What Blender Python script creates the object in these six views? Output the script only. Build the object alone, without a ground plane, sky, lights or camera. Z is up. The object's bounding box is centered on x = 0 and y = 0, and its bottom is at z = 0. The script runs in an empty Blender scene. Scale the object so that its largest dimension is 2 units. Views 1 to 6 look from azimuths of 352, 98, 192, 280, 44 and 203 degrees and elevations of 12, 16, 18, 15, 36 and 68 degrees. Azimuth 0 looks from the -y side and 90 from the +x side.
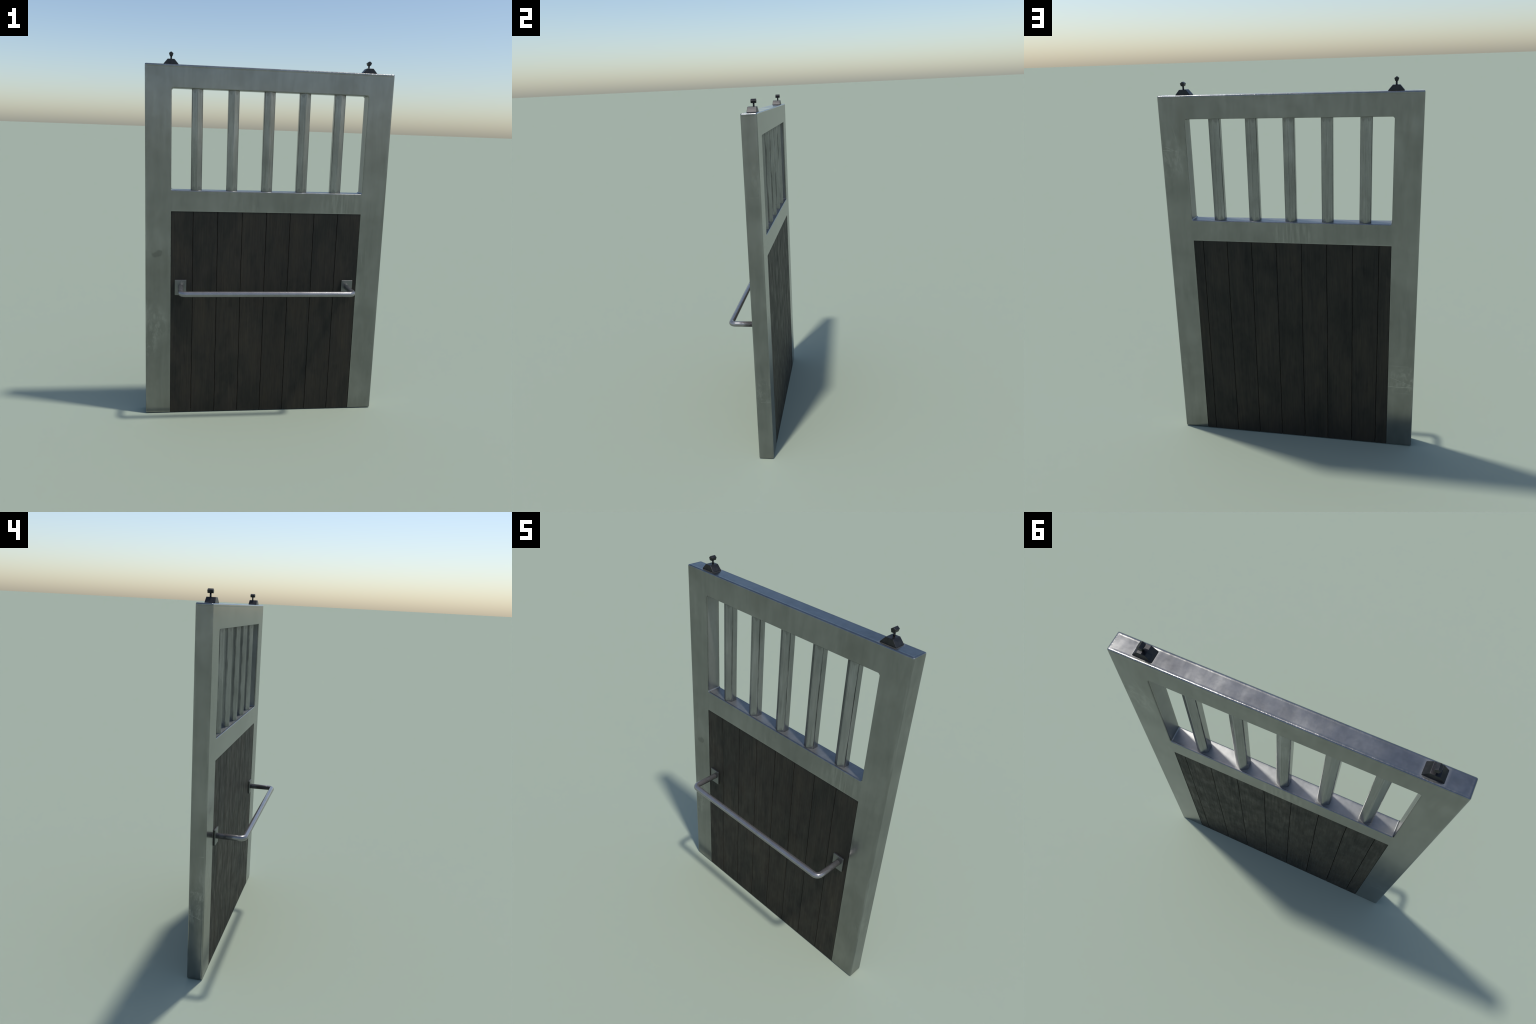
# Sliding stable-style door: galvanised steel frame, five hexagonal bars, dark
# boarded lower panel, tubular push handle and two dark hanger bolts on top.
import bpy, bmesh, math, random
from mathutils import Vector, noise

random.seed(7)

# ------------------------------------------------------------------ sizes (m)
HALF_W = 0.6655                 # outer half width of the frame
Y_FRONT, Y_BACK = 0.0440, 0.1275
Y_MID = 0.5 * (Y_FRONT + Y_BACK)
TOP = 1.9345                    # top of the frame
WIN_X = 0.5280                  # half width of both openings
WIN_LO, WIN_HI = 1.2855, 1.8160  # barred window
PANEL_TOP = 1.1718              # top of the boarded panel

# ------------------------------------------------------------------ node kit
class Tree:
    def __init__(self, name):
        self.mat = bpy.data.materials.new(name)
        self.mat.use_nodes = True
        self.nt = self.mat.node_tree
        self.nt.nodes.clear()
        self.out = self.nt.nodes.new("ShaderNodeOutputMaterial")
        self.bsdf = self.nt.nodes.new("ShaderNodeBsdfPrincipled")
        self.nt.links.new(self.bsdf.outputs[0], self.out.inputs[0])
        self.coord = self.nt.nodes.new("ShaderNodeTexCoord")

    def put(self, socket, v):
        if hasattr(v, "is_output"):
            self.nt.links.new(v, socket)
        elif isinstance(v, (tuple, list)) and len(v) == 3 and socket.type == 'RGBA':
            socket.default_value = (*v, 1.0)
        else:
            socket.default_value = v

    def math(self, op, a, b=0.0, c=None, clamp=False):
        n = self.nt.nodes.new("ShaderNodeMath"); n.operation = op; n.use_clamp = clamp
        self.put(n.inputs[0], a); self.put(n.inputs[1], b)
        if c is not None:
            self.put(n.inputs[2], c)
        return n.outputs[0]

    def vadd(self, a, b):
        n = self.nt.nodes.new("ShaderNodeVectorMath"); n.operation = 'ADD'
        self.put(n.inputs[0], a); self.put(n.inputs[1], b)
        return n.outputs[0]

    def mapped(self, vec, scale=(1, 1, 1), loc=(0, 0, 0), rot=(0, 0, 0)):
        n = self.nt.nodes.new("ShaderNodeMapping")
        self.put(n.inputs['Vector'], vec)
        n.inputs['Scale'].default_value = scale
        n.inputs['Location'].default_value = loc
        n.inputs['Rotation'].default_value = rot
        return n.outputs[0]

    def noise(self, vec, scale, detail=3.0, rough=0.5, dist=0.0):
        n = self.nt.nodes.new("ShaderNodeTexNoise")
        self.put(n.inputs['Vector'], vec)
        n.inputs['Scale'].default_value = scale
        n.inputs['Detail'].default_value = detail
        n.inputs['Roughness'].default_value = rough
        n.inputs['Distortion'].default_value = dist
        return n.outputs[0]

    def ramp(self, fac, stops):
        n = self.nt.nodes.new("ShaderNodeValToRGB")
        self.put(n.inputs[0], fac)
        el = n.color_ramp.elements
        while len(el) < len(stops):
            el.new(0.5)
        for e, (p, c) in zip(el, stops):
            e.position = p
            e.color = (*c, 1.0) if isinstance(c, (tuple, list)) else (c, c, c, 1.0)
        return n.outputs[0]

    def mix(self, fac, a, b, blend='MIX'):
        n = self.nt.nodes.new("ShaderNodeMix"); n.data_type = 'RGBA'; n.blend_type = blend
        self.put(n.inputs[0], fac)
        self.put(n.inputs[6], a); self.put(n.inputs[7], b)
        return n.outputs[2]

    def xyz(self, vec):
        n = self.nt.nodes.new("ShaderNodeSeparateXYZ"); self.put(n.inputs[0], vec)
        return n.outputs

    def smooth(self, v, lo, hi):
        n = self.nt.nodes.new("ShaderNodeMapRange"); n.interpolation_type = 'SMOOTHSTEP'
        self.put(n.inputs[0], v)
        n.inputs[1].default_value = lo; n.inputs[2].default_value = hi
        return n.outputs[0]

    def patch(self, xyz, centre, radii, soft=0.5):
        """1 inside an ellipsoid, falling to 0 at its rim (None = ignore axis)."""
        total = None
        for comp, c, r in zip(xyz, centre, radii):
            if r is None:
                continue
            d = self.math('MULTIPLY', self.math('SUBTRACT', comp, c), 1.0 / r)
            d2 = self.math('MULTIPLY', d, d)
            total = d2 if total is None else self.math('ADD', total, d2)
        return self.smooth(total, 1.0, 1.0 - soft)

    def bump(self, height, strength, distance):
        n = self.nt.nodes.new("ShaderNodeBump")
        n.inputs['Strength'].default_value = strength
        n.inputs['Distance'].default_value = distance
        self.put(n.inputs['Height'], height)
        return n.outputs[0]


def brighten(c, k):
    return tuple(min(1.0, v * k) for v in c)


def steel_base(t, p, dark, light, rough, streak=0.07):
    """Cloudy, faintly brushed zinc colour plus the matching roughness."""
    cloud = t.noise(p, 4.0, 5.0, 0.6, 0.5)
    smear = t.noise(t.mapped(p, (1, 1, 0.14)), 30.0, 4.0, 0.6, 0.3)
    grain = t.noise(p, 150.0, 3.0, 0.6)
    tone = t.math('ADD', t.math('MULTIPLY', cloud, 0.60),
                  t.math('ADD', t.math('MULTIPLY', smear, 0.36), t.math('MULTIPLY', grain, 0.04)))
    mid = tuple((x + y) / 2 for x, y in zip(dark, light))
    col = t.ramp(tone, [(0.36, dark), (0.50, mid), (0.64, light)])
    # thin brownish grime clouds
    grime_shade = t.smooth(t.noise(t.mapped(p, (1, 1, 0.5), loc=(3.1, 0, 7.7)), 7.0, 5.0, 0.65, 0.8), 0.52, 0.72)
    col = t.mix(t.math('MULTIPLY', grime_shade, 0.22), col,
                (dark[0] * 0.86, dark[1] * 0.80, dark[2] * 0.72))
    ro = t.math('ADD', rough, t.math('MULTIPLY', t.math('SUBTRACT', smear, 0.5), streak))
    ro = t.math('ADD', ro, t.math('MULTIPLY', t.math('SUBTRACT', cloud, 0.5), 0.07))
    return col, ro, smear, grain


def finish_steel(t, p, col, ro, metal, bump=0.12, nicks=None):
    t.put(t.bsdf.inputs['Base Color'], col)
    t.put(t.bsdf.inputs['Metallic'], metal)
    t.put(t.bsdf.inputs['Roughness'], t.math('MAXIMUM', t.math('MINIMUM', ro, 0.7), 0.10))
    h = t.noise(t.mapped(p, (1, 1, 0.45)), 24.0, 2.0, 0.45)
    if nicks is not None:
        h = t.math('ADD', h, t.math('MULTIPLY', t.noise(p, 75.0, 3.0, 0.6), t.math('MULTIPLY', nicks, 4.5)))
    t.put(t.bsdf.inputs['Normal'], t.bump(h, bump, 0.002))
    return t.mat


def frame_steel(name, dark, light, rough):
    t = Tree(name)
    p = t.coord.outputs['Object']
    q = t.xyz(p)
    X, Y, Z = q
    absx = t.math('ABSOLUTE', X)
    col, ro, smear, grain = steel_base(t, p, dark, light, rough)
    pale = brighten(light, 1.7)
    scuff = t.noise(t.mapped(p, (1, 1, 0.5)), 38.0, 5.0, 0.7)

    def lay(mask, k, colour):
        nonlocal col
        col = t.mix(t.math('MULTIPLY', mask, k), col, colour)

    # smeared oval stain on the left stile, tilted and ragged
    warp = t.math('MULTIPLY', t.math('SUBTRACT', t.noise(p, 45.0, 3.0), 0.5), 0.030)
    sx = t.math('ADD', t.math('SUBTRACT', X, -0.600), warp)
    sz = t.math('SUBTRACT', t.math('ADD', t.math('SUBTRACT', Z, 0.937), t.math('MULTIPLY', sx, -0.28)),
                t.math('MULTIPLY', warp, 0.5))
    stain = t.patch((sx, Y, sz), (0, Y_FRONT, 0), (0.031, 0.02, 0.0215), 0.45)
    lay(stain, 0.45, brighten(dark, 0.55))
    # worn brush streaks on the middle rail
    brush = t.noise(t.mapped(p, (1, 1, 0.06)), 75.0, 2.0, 0.6)
    for cx, cy, rx in ((0.42, Y_FRONT, 0.13), (-0.02, Y_BACK, 0.14)):
        area = t.patch(q, (cx, cy, 1.225), (rx, 0.03, 0.085), 0.8)
        lay(t.math('MULTIPLY', area, t.smooth(brush, 0.42, 0.66)), 0.40, brighten(light, 1.35))
    # rubbed, scuffed bands on the stiles
    for cx, cy, cz, rz in ((-0.63, Y_FRONT, 0.54, 0.14), (-HALF_W, Y_MID, 0.42, 0.13),
                           (-0.60, Y_BACK, 0.40, 0.10), (0.62, Y_BACK, 1.62, 0.13),
                           (HALF_W, Y_MID, 0.42, 0.10)):
        area = t.patch(q, (cx, cy, cz), (0.11, 0.07, rz), 0.9)
        lay(t.math('MULTIPLY', area, t.smooth(scuff, 0.45, 0.62)), 0.55 if cx == -HALF_W else 0.36, brighten(light, 1.4))
    # individual straight scratches: (face axis, face position, a0, z0, a1, z1, strength)
    broken = t.smooth(t.noise(p, 90.0, 2.0, 0.6), 0.36, 0.50)
    for axis, face, a0, z0, a1, z1, k in (
            (1, Y_BACK, -0.665, 0.369, -0.528, 0.366, 0.75), (1, Y_BACK, -0.662, 0.378, -0.540, 0.424, 0.45),
            (1, Y_BACK, -0.640, 0.494, -0.528, 0.495, 0.25), (1, Y_BACK, -0.650, 0.330, -0.570, 0.330, 0.25),
            (1, Y_BACK, 0.610, 1.656, 0.660, 1.659, 0.60), (1, Y_BACK, 0.570, 1.648, 0.645, 1.676, 0.45),
            (1, Y_BACK, 0.575, 1.690, 0.600, 1.800, 0.25),
            (0, -HALF_W, 0.058, 0.353, 0.128, 0.380, 0.75), (0, -HALF_W, 0.048, 0.502, 0.124, 0.507, 0.35),
            (0, -HALF_W, 0.050, 0.704, 0.080, 0.704, 0.45),
            (0, HALF_W, 0.080, 0.476, 0.128, 0.466, 0.40), (0, HALF_W, 0.070, 0.358, 0.128, 0.362, 0.40),
            (0, HALF_W, 0.046, 1.516, 0.115, 1.516, 0.35),
            (1, Y_FRONT, 0.545, 0.960, 0.560, 0.860, 0.30), (1, Y_FRONT, 0.570, 0.990, 0.580, 0.850, 0.20)):
        A = X if axis == 1 else Y
        slope = (z1 - z0) / (a1 - a0)
        wob = t.math('MULTIPLY', t.math('SUBTRACT', smear, 0.5), 0.004)
        zl = t.math('ADD', t.math('ADD', t.math('MULTIPLY', A, slope), z0 - a0 * slope), wob)
        d = t.math('MULTIPLY', t.math('ABSOLUTE', t.math('SUBTRACT', Z, zl)), 1.0 / math.hypot(1.0, slope))
        m = t.math('MULTIPLY', t.smooth(d, 0.0020, 0.0004),
                   t.math('MULTIPLY', t.smooth(A, a0 - 0.002, a0 + 0.006), t.smooth(A, a1 + 0.002, a1 - 0.006)))
        onface = t.smooth(t.math('ABSOLUTE', t.math('SUBTRACT', Y if axis == 1 else X, face)), 0.004, 0.002)
        lay(t.math('MULTIPLY', t.math('MULTIPLY', m, onface), broken), k, pale)

    # bevel highlight painted as pale colour on the arris round the boarded opening
    rim = t.math('MULTIPLY', t.smooth(absx, WIN_X + 0.0030, WIN_X + 0.0008), t.smooth(Z, PANEL_TOP + 0.004, PANEL_TOP + 0.0015))
    rim2 = t.math('MULTIPLY', t.smooth(absx, WIN_X + 0.003, WIN_X + 0.001),
                  t.math('MULTIPLY', t.smooth(Z, PANEL_TOP + 0.0035, PANEL_TOP + 0.0012), t.smooth(Z, PANEL_TOP - 0.02, PANEL_TOP - 0.001)))
    lay(t.math('MAXIMUM', rim, rim2), 0.55, brighten(light, 1.45))
    # worn outer arrises of the stiles
    cy = t.math('SUBTRACT', t.math('ABSOLUTE', t.math('SUBTRACT', Y, Y_MID)), (Y_BACK - Y_FRONT) / 2)
    worn = t.math('MULTIPLY', t.smooth(absx, HALF_W - 0.010, HALF_W - 0.004), t.smooth(cy, -0.012, -0.004))
    lay(t.math('MULTIPLY', worn, t.smooth(smear, 0.42, 0.62)), 0.35, brighten(light, 1.35))

    # dust: a dull film inside the window opening and around the hanger feet
    inside = t.math('MULTIPLY', t.smooth(absx, WIN_X + 0.001, WIN_X),
                    t.math('MULTIPLY', t.smooth(Z, WIN_LO - 0.003, WIN_LO - 0.001), t.smooth(Z, WIN_HI + 0.003, WIN_HI + 0.001)))
    inside = t.math('MULTIPLY', inside, t.smooth(cy, -0.003, -0.014))
    ax = t.math('MULTIPLY', t.math('SUBTRACT', absx, 0.5322), 1.0)
    ax = t.math('ABSOLUTE', ax)
    halo = t.math('MULTIPLY', t.math('MULTIPLY', t.smooth(ax, 0.052, 0.038), t.smooth(Z, TOP - 0.002, TOP - 0.0005)),
                  t.smooth(cy, -0.004, -0.010))
    dust = t.math('MAXIMUM', inside, t.math('MULTIPLY', halo, 0.6))
    lay(halo, 0.12, brighten(light, 1.15))
    ro = t.math('ADD', ro, t.math('MULTIPLY', dust, 0.10))
    # cross-brushed, hammered sheen on the top face
    ontop = t.smooth(Z, TOP - 0.002, TOP - 0.0005)
    band = t.noise(t.mapped(p, (1, 0.35, 1)), 15.0, 3.0, 0.55)
    ro = t.math('ADD', ro, t.math('MULTIPLY', t.math('MULTIPLY', t.math('SUBTRACT', band, 0.68), 0.30), ontop))
    ro = t.math('SUBTRACT', ro, t.math('MULTIPLY', t.smooth(Z, 0.75, 0.25), 0.055))
    metal = t.math('SUBTRACT', 0.97, t.math('MULTIPLY', dust, 0.25))
    # dinged outer arrises
    ex = t.smooth(absx, HALF_W - 0.016, HALF_W - 0.004)
    ey = t.smooth(cy, -0.014, -0.004)
    ez = t.smooth(Z, TOP - 0.016, TOP - 0.004)
    nicks = t.math('MAXIMUM', t.math('MULTIPLY', ez, t.math('MAXIMUM', ex, ey)),
                   t.math('MULTIPLY', t.math('MULTIPLY', ex, ey), 0.5))
    return finish_steel(t, p, col, ro, metal, 0.11, nicks)


def plain_steel(name, dark, light, rough, metal):
    t = Tree(name)
    p = t.coord.outputs['Object']
    col, ro, _, _ = steel_base(t, p, dark, light, rough)
    return finish_steel(t, p, col, ro, metal)


def bar_steel(name, dark, light, rough, metal):
    t = Tree(name)
    obj = t.coord.outputs['Object']
    info = t.nt.nodes.new("ShaderNodeObjectInfo")
    comb = t.nt.nodes.new("ShaderNodeCombineXYZ")
    r = t.math('MULTIPLY', info.outputs['Random'], 37.0)
    for i in range(3):
        t.put(comb.inputs[i], r)
    p = t.vadd(obj, comb.outputs[0])
    col, ro, smear, grain = steel_base(t, p, dark, light, rough, 0.2)
    X, Y, Z = t.xyz(obj)
    # 1 on the six arrises, -1 in the middle of each face
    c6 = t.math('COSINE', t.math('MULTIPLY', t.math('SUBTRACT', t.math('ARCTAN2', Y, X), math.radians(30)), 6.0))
    chips = t.smooth(t.noise(t.mapped(p, (1, 1, 0.12)), 55.0, 3.0, 0.6), 0.42, 0.56)
    arris = t.math('MULTIPLY', t.smooth(c6, 0.80, 0.97), chips)
    side = t.math('MULTIPLY_ADD', t.smooth(t.math('ABSOLUTE', X), 0.012, 0.022), 0.55, 0.22)
    col = t.mix(t.math('MULTIPLY', arris, side), col, brighten(dark, 0.30))
    line = t.noise(t.mapped(p, (1, 1, 0.03)), 190.0, 2.0, 0.6)
    col = t.mix(t.math('MULTIPLY', t.smooth(line, 0.56, 0.68), 0.35), col, brighten(light, 1.25))
    col = t.mix(t.math('MULTIPLY', t.smooth(line, 0.44, 0.33), 0.35), col, brighten(dark, 0.70))
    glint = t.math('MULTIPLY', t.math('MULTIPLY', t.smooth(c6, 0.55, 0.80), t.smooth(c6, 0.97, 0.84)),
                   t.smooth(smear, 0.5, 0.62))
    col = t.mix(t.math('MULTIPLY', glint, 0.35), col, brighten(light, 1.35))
    # occlusion shade painted into colour where bars meet rails, reaching up the flats
    reach = t.math('ADD', 0.004, t.math('MULTIPLY', t.math('SUBTRACT', 1.0, c6), 0.008))
    reach = t.math('ADD', reach, t.math('MULTIPLY', t.math('SUBTRACT', grain, 0.5), 0.012))
    zd = t.math('MINIMUM', t.math('SUBTRACT', Z, WIN_LO), t.math('SUBTRACT', WIN_HI, Z))
    grime_shade = t.smooth(t.math('SUBTRACT', zd, reach), 0.007, -0.003)
    col = t.mix(t.math('MULTIPLY', grime_shade, 0.32), col, brighten(dark, 0.40))
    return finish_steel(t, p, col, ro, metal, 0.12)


def dark_iron(name):
    t = Tree(name)
    p = t.coord.outputs['Object']
    n = t.noise(p, 60.0, 4.0, 0.6)
    col = t.ramp(n, [(0.35, (0.028, 0.029, 0.032)), (0.7, (0.047, 0.046, 0.047))])
    t.put(t.bsdf.inputs['Base Color'], col)
    t.put(t.bsdf.inputs['Metallic'], 0.78)
    t.put(t.bsdf.inputs['Specular IOR Level'], 0.35)
    t.put(t.bsdf.inputs['Roughness'], t.math('ADD', 0.26, t.math('MULTIPLY', n, 0.25)))
    t.put(t.bsdf.inputs['Normal'], t.bump(n, 0.15, 0.001))
    return t.mat


def dark_wood(name):
    t = Tree(name)
    info = t.nt.nodes.new("ShaderNodeObjectInfo")
    comb = t.nt.nodes.new("ShaderNodeCombineXYZ")
    r = info.outputs['Random']
    for i, k in enumerate((13.0, 29.0, 17.0)):
        t.put(comb.inputs[i], t.math('MULTIPLY', r, k))
    p = t.vadd(t.coord.outputs['Object'], comb.outputs[0])
    wave = t.noise(t.mapped(p, (1, 1, 0.10)), 9.0, 3.0, 0.5, 1.2)
    fibre = t.noise(t.mapped(p, (1, 1, 0.05)), 110.0, 4.0, 0.65, 0.3)
    pore = t.noise(t.mapped(p, (1, 1, 0.03)), 300.0, 2.0, 0.6)
    blotch = t.noise(t.mapped(p, (1, 1, 0.45)), 8.0, 4.0, 0.62, 0.4)
    mott = t.noise(t.mapped(p, (1, 1, 0.45)), 22.0, 5.0, 0.62)
    g = t.math('ADD', t.math('MULTIPLY', wave, 0.35),
               t.math('ADD', t.math('MULTIPLY', fibre, 0.4), t.math('MULTIPLY', pore, 0.25)))
    col = t.ramp(g, [(0.34, (0.0135, 0.0112, 0.0088)), (0.50, (0.0218, 0.0178, 0.0132)),
                     (0.66, (0.0312, 0.0250, 0.0180))])
    shade = t.ramp(blotch, [(0.36, (0.60, 0.65, 0.66)), (0.52, (1.0, 1.0, 1.0)), (0.68, (1.20, 1.14, 1.05))])
    col = t.mix(1.0, col, shade, 'MULTIPLY')
    tint = t.math('ADD', 0.85, t.math('MULTIPLY', r, 0.3))
    hsv = t.nt.nodes.new("ShaderNodeHueSaturation")
    t.put(hsv.inputs['Value'], tint); t.put(hsv.inputs['Color'], col)
    t.put(t.bsdf.inputs['Base Color'], hsv.outputs[0])
    ro = t.math('ADD', 0.58, t.math('MULTIPLY', t.math('SUBTRACT', 0.5, mott), 0.7))
    ro = t.math('ADD', ro, t.math('MULTIPLY', t.math('SUBTRACT', 0.5, fibre), 0.45))
    t.put(t.bsdf.inputs['Roughness'], t.math('MAXIMUM', ro, 0.38))
    t.put(t.bsdf.inputs['Specular IOR Level'], 0.30)
    h = t.math('ADD', fibre, t.math('ADD', t.math('MULTIPLY', pore, 0.5), t.math('MULTIPLY', mott, 0.8)))
    t.put(t.bsdf.inputs['Normal'], t.bump(h, 0.35, 0.0015))
    return t.mat


STEEL = frame_steel("galvanised_steel", (0.205, 0.210, 0.204), (0.286, 0.289, 0.282), 0.242)
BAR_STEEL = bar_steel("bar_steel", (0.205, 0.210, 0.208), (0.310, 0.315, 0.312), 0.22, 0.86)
TUBE_STEEL = plain_steel("polished_tube_steel", (0.235, 0.230, 0.233), (0.295, 0.290, 0.293), 0.20, 0.74)
PLATE_STEEL = plain_steel("plate_steel", (0.155, 0.161, 0.160), (0.205, 0.210, 0.208), 0.36, 0.95)
IRON = dark_iron("blackened_iron")
WOOD = dark_wood("charred_dark_wood")

# ------------------------------------------------------------------ helpers
ROOT = bpy.data.objects.new("sliding_door", None)
bpy.context.collection.objects.link(ROOT)
ROOT["label"] = "grey steel sliding door with barred window and dark plank panel"
ROOT["category"] = "door"


def add(name, mesh, mat, parent=ROOT, loc=(0, 0, 0)):
    ob = bpy.data.objects.new(name, mesh)
    if mat and not mesh.materials:
        mesh.materials.append(mat)
    bpy.context.collection.objects.link(ob)
    ob.parent = parent
    ob.location = loc
    return ob


def weighted_vertex_normals(bm):
    """Area weighted normals: broad faces stay flat, bevels roll between them."""
    res = []
    for v in bm.verts:
        n = Vector((0, 0, 0))
        for f in v.link_faces:
            n += f.normal * f.calc_area()
        res.append(n.normalized())
    return res


def finish(bm, name, normals=None):
    bm.normal_update()
    nv = normals or weighted_vertex_normals(bm)
    me = bpy.data.meshes.new(name)
    bm.to_mesh(me)
    for poly in me.polygons:
        poly.use_smooth = True
    me.normals_split_custom_set_from_vertices(nv)
    bm.free()
    return me


def bevelled_box(lo, hi, off, seg=2):
    bm = bmesh.new()
    bmesh.ops.create_cube(bm, size=1.0)
    for v in bm.verts:
        v.co = Vector([(a + b) / 2 + c * (b - a) for a, b, c in zip(lo, hi, v.co)])
    bmesh.ops.bevel(bm, geom=list(bm.edges), offset=off, segments=seg, profile=0.5, affect='EDGES')
    return bm


# ------------------------------------------------------------------ frame
def build_frame():
    bm = bmesh.new()
    xs = (-HALF_W, -WIN_X, WIN_X, HALF_W)
    zs = (0.0, PANEL_TOP, WIN_LO, WIN_HI, TOP)
    grid = {}
    for side, y in ((0, Y_FRONT), (1, Y_BACK)):
        for i, x in enumerate(xs):
            for j, z in enumerate(zs):
                grid[side, i, j] = bm.verts.new((x, y, z))
    def solid(i, j):
        return 0 <= i < 3 and 0 <= j < 4 and not (i == 1 and j in (0, 2))
    for i in range(3):
        for j in range(4):
            if not solid(i, j):
                continue
            for s in (0, 1):
                bm.faces.new([grid[s, a, b] for a, b in ((i, j), (i + 1, j), (i + 1, j + 1), (i, j + 1))])
            for di, dj, (a, b) in ((-1, 0, ((i, j), (i, j + 1))), (1, 0, ((i + 1, j), (i + 1, j + 1))),
                                   (0, -1, ((i, j), (i + 1, j))), (0, 1, ((i, j + 1), (i + 1, j + 1)))):
                if not solid(i + di, j + dj):
                    bm.faces.new([grid[0, *a], grid[1, *a], grid[1, *b], grid[0, *b]])
    loose = [v for v in bm.verts if not v.link_faces]
    bmesh.ops.delete(bm, geom=loose, context='VERTS')
    bmesh.ops.recalc_face_normals(bm, faces=list(bm.faces))

    def is_y(e):
        return abs(e.verts[0].co.y - e.verts[1].co.y) > 0.01
    # small chamfers in the four window corners
    corner = [e for e in bm.edges if is_y(e) and abs(abs(e.verts[0].co.x) - WIN_X) < 1e-4
              and min(abs(e.verts[0].co.z - WIN_LO), abs(e.verts[0].co.z - WIN_HI)) < 1e-4]
    bmesh.ops.bevel(bm, geom=corner, offset=0.007, segments=1, affect='EDGES')
    bm.normal_update()
    # rounded arrises; crisp ones around the boarded panel
    def at_panel(e):
        return all(abs(v.co.x) < WIN_X + 1e-4 and v.co.z < PANEL_TOP + 1e-4 for v in e.verts)
    arris = [e for e in bm.edges if len(e.link_faces) == 2 and e.calc_face_angle(0) > math.radians(60)
             and e.is_convex and not at_panel(e)]
    def round_off(edges, offset, seg, prof):
        bmesh.ops.bevel(bm, geom=edges, offset=offset, segments=seg, profile=prof, affect='EDGES', clamp_overlap=True)
    def outer(e):
        return any(all(abs(val(v)) > lim - 1e-4 for v in e.verts) for val, lim in
                   ((lambda v: v.co.x, HALF_W), (lambda v: v.co.z, TOP))) or all(v.co.z < 1e-4 for v in e.verts)
    rim = [e for e in arris if not outer(e)]
    round_off([e for e in arris if outer(e)], 0.0095, 5, 0.68)
    round_off([e for e in rim if e.is_valid], 0.0048, 3, 0.5)
    bm.normal_update()
    crisp = [e for e in bm.edges if len(e.link_faces) == 2 and e.calc_face_angle(0) > math.radians(60)
             and e.is_convex and at_panel(e)]
    bmesh.ops.bevel(bm, geom=crisp, offset=0.0012, segments=1, affect='EDGES')
    bmesh.ops.recalc_face_normals(bm, faces=list(bm.faces))
    bm.normal_update()
    normals = weighted_vertex_normals(bm)
    bm.verts.index_update()

    def region(f):
        c = f.calc_center_median()
        if c.x < -WIN_X + 1e-5:
            return "stile_a"
        if c.x > WIN_X - 1e-5:
            return "stile_b"
        return "top_rail" if c.z > 1.55 else "middle_rail"
    groups = {}
    for f in bm.faces:
        groups.setdefault(region(f), []).append(f)
    for key, name in (("stile_a", "stile"), ("stile_b", "stile"), ("top_rail", "top_rail"),
                      ("middle_rail", "middle_rail")):
        remap, co, nv, polys = {}, [], [], []
        for f in groups[key]:
            poly = []
            for v in f.verts:
                if v.index not in remap:
                    remap[v.index] = len(co)
                    co.append(v.co.copy()); nv.append(normals[v.index])
                poly.append(remap[v.index])
            polys.append(poly)
        me = bpy.data.meshes.new(name)
        me.from_pydata(co, [], polys)
        for poly in me.polygons:
            poly.use_smooth = True
        me.normals_split_custom_set_from_vertices(nv)
        add(name, me, STEEL)
    bm.free()


# ------------------------------------------------------------------ window bars
def build_bars():
    r = 0.0345                      # hexagon, an edge facing front and back
    lo, hi = WIN_LO - 0.004, WIN_HI + 0.004
    bm = bmesh.new()
    rings = []
    for z in (lo, hi):
        rings.append([bm.verts.new((r * math.cos(a), r * math.sin(a), z))
                      for a in (math.radians(30 + 60 * k) for k in range(6))])
    for k in range(6):
        bm.faces.new([rings[0][k], rings[0][(k + 1) % 6], rings[1][(k + 1) % 6], rings[1][k]])
    bm.faces.new(rings[0][::-1]); bm.faces.new(rings[1])
    upright = [e for e in bm.edges if abs(e.verts[0].co.z - e.verts[1].co.z) > 0.1]
    bmesh.ops.bevel(bm, geom=upright, offset=0.0048, segments=3, profile=0.5, affect='EDGES')
    bmesh.ops.recalc_face_normals(bm, faces=list(bm.faces))
    caps = [f for f in bm.faces if abs(f.normal.z) > 0.9]
    bmesh.ops.delete(bm, geom=caps, context='FACES_ONLY')   # ends are buried in the rails
    me = finish(bm, "window_bar")
    for i in range(5):
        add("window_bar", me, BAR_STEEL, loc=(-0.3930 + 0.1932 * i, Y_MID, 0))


# ------------------------------------------------------------------ boards
def seam(x, key, z):
    """Slightly wandering board edge."""
    return x + 0.0018 * noise.noise(Vector((key * 3.7, 0.0, z * 2.6))) \
             + 0.0007 * noise.noise(Vector((key * 9.1, 4.0, z * 13.0)))


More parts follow.
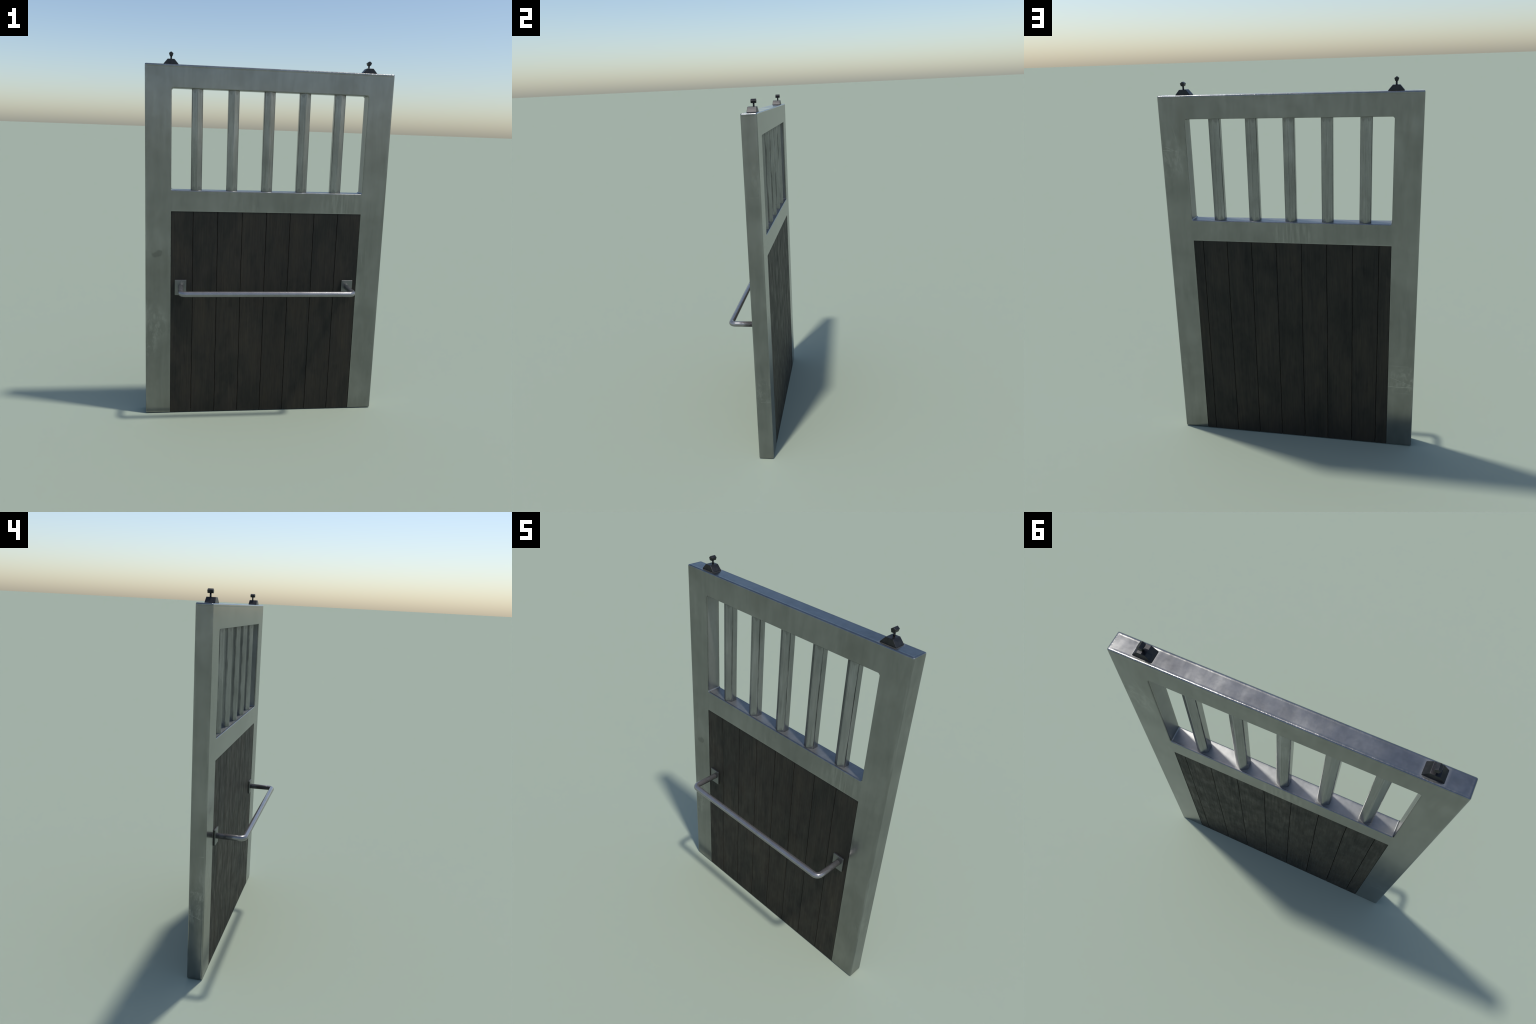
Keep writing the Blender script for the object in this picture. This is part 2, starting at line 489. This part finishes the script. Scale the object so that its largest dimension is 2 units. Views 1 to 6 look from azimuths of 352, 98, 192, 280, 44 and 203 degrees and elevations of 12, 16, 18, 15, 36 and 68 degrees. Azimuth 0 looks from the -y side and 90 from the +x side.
def build_board(left, right, y_face, y_in, kl, kr, gap_l, gap_r):
    z0, z1, n = 0.0012, PANEL_TOP - 0.0006, 44
    out = -1 if y_face < y_in else 1
    e = 0.0016                                   # eased edge
    xc = 0.5 * (left + right)
    bm = bmesh.new()
    rows = []
    for i in range(n + 1):
        z = z0 + (z1 - z0) * i / n
        a = (seam(left, kl, z) if kl else left) + gap_l - xc
        b = (seam(right, kr, z) if kr else right) - gap_r - xc
        prof = [(a, y_in), (a, y_face - out * e), (a + e * 0.3, y_face - out * e * 0.3), (a + e, y_face),
                (b - e, y_face), (b - e * 0.3, y_face - out * e * 0.3), (b, y_face - out * e), (b, y_in)]
        rows.append([bm.verts.new((x, y, z)) for x, y in prof])
    m = len(rows[0])
    for i in range(n):
        for k in range(m):
            bm.faces.new([rows[i][k], rows[i][(k + 1) % m], rows[i + 1][(k + 1) % m], rows[i + 1][k]])
    bm.faces.new(rows[0]); bm.faces.new(rows[-1][::-1])
    bmesh.ops.recalc_face_normals(bm, faces=list(bm.faces))
    bm.normal_update()
    me = bpy.data.meshes.new("plank")
    bm.to_mesh(me); bm.free()
    add("plank", me, WOOD, loc=(xc, 0, 0))


def build_panel():
    end = WIN_X - 0.0004
    front = [-0.4085 + 0.1340 * i for i in range(7)]
    back = [-0.4660 + 0.1345 * i for i in range(8)]
    core = Y_MID
    for cuts, yf, yi, base in ((front, Y_FRONT + 0.0016, core - 0.0006, 1.0),
                               (back, Y_BACK - 0.0016, core + 0.0006, 21.0)):
        xs = [-end] + cuts + [end]
        last = len(xs) - 2
        for i in range(last + 1):
            build_board(xs[i], xs[i + 1], yf, yi,
                        0.0 if i == 0 else base + i, 0.0 if i == last else base + i + 1,
                        0.0002 if i == 0 else 0.0010, 0.0012 if i == last else 0.0010)


# ------------------------------------------------------------------ push handle
def build_handle():
    R, px, zc = 0.0156, 0.4725, 0.7500
    y_wall, y_bar, bend = 0.0380, -0.1275 + 0.0156, 0.026
    path = [Vector((-px, y_wall, zc))]
    steps = 5
    for sx, rev in ((-1, False), (1, True)):
        arc = []
        for i in range(steps + 1):
            a = math.pi / 2 * i / steps
            arc.append(Vector((sx * (px - bend + bend * math.cos(a)), y_bar + bend - bend * math.sin(a), zc)))
        path += arc[::-1] if rev else arc
    path.append(Vector((px, y_wall, zc)))
    bm = bmesh.new()
    sides, rings = 20, []
    up = Vector((0, 0, 1))
    for i, p in enumerate(path):
        d = (path[min(i + 1, len(path) - 1)] - path[max(i - 1, 0)]).normalized()
        side = d.cross(up).normalized()
        rings.append([bm.verts.new(p + R * (math.cos(t) * side + math.sin(t) * up))
                      for t in (2 * math.pi * k / sides for k in range(sides))])
    for a, b in zip(rings, rings[1:]):
        for k in range(sides):
            bm.faces.new([a[k], a[(k + 1) % sides], b[(k + 1) % sides], b[k]])
    bm.faces.new(rings[0]); bm.faces.new(rings[-1])
    bmesh.ops.recalc_face_normals(bm, faces=list(bm.faces))
    bm.normal_update()
    me = bpy.data.meshes.new("handle")
    bm.to_mesh(me); bm.free()
    for poly in me.polygons:
        poly.use_smooth = len(poly.vertices) == 4
    handle = add("handle", me, TUBE_STEEL)
    plate = finish(bevelled_box((-0.0318, 0.0365, 0.7045), (0.0318, 0.0458, 0.7910), 0.0014), "mounting_plate")
    for x in (-0.4735, 0.4725):
        add("mounting_plate", plate, PLATE_STEEL, parent=handle, loc=(x, 0, 0))


# ------------------------------------------------------------------ hangers on the top rail
def build_hangers():
    z0, z1 = TOP - 0.0005, 1.9618
    # tapered foot
    bm = bmesh.new()
    lo = [bm.verts.new((sx * 0.0388, sy * 0.0258, 0.0)) for sx, sy in ((-1, -1), (1, -1), (1, 1), (-1, 1))]
    lip = [bm.verts.new((v.co.x, v.co.y, 0.0030)) for v in lo]
    hi = [bm.verts.new((sx * 0.0176, sy * 0.0235, z1 - z0)) for sx, sy in ((-1, -1), (1, -1), (1, 1), (-1, 1))]
    for a, b in ((lo, lip), (lip, hi)):
        for k in range(4):
            bm.faces.new([a[k], a[(k + 1) % 4], b[(k + 1) % 4], b[k]])
    bm.faces.new(lo[::-1]); bm.faces.new(hi)
    bmesh.ops.recalc_face_normals(bm, faces=list(bm.faces))
    edges = [e for e in bm.edges if max(v.co.z for v in e.verts) > 0.001]
    bmesh.ops.bevel(bm, geom=edges, offset=0.0016, segments=2, profile=0.5, affect='EDGES')
    foot = finish(bm, "hanger_foot")
    # stem
    bm = bmesh.new()
    bmesh.ops.create_cone(bm, cap_ends=True, segments=12, radius1=0.0046, radius2=0.0046, depth=0.024)
    stem = bpy.data.meshes.new("hanger_stem")
    bm.to_mesh(stem); bm.free()
    for poly in stem.polygons:
        poly.use_smooth = len(poly.vertices) == 4
    # five-sided roller head, axis front to back
    r, half = 0.0122, 0.0140
    bm = bmesh.new()
    ends = []
    for y in (-half, half):
        ends.append([bm.verts.new((r * math.sin(a), y, r * math.cos(a)))
                     for a in (2 * math.pi * k / 5 for k in range(5))])
    for k in range(5):
        bm.faces.new([ends[0][k], ends[0][(k + 1) % 5], ends[1][(k + 1) % 5], ends[1][k]])
    bm.faces.new(ends[0]); bm.faces.new(ends[1])
    bmesh.ops.recalc_face_normals(bm, faces=list(bm.faces))
    bmesh.ops.bevel(bm, geom=list(bm.edges), offset=0.0009, segments=1, affect='EDGES')
    head = finish(bm, "hanger_head")
    zc = 2.0 - r + 0.00035
    for x in (-0.5318, 0.5325):
        y = 0.0862
        f = add("hanger_foot", foot, IRON, loc=(x, y, z0))
        add("hanger_stem", stem, IRON, parent=f, loc=(0, 0.0070, 1.968 - z0))
        add("hanger_head", head, IRON, parent=f, loc=(0, 0.0070, zc - z0))


build_frame()
build_bars()
build_panel()
build_handle()
build_hangers()
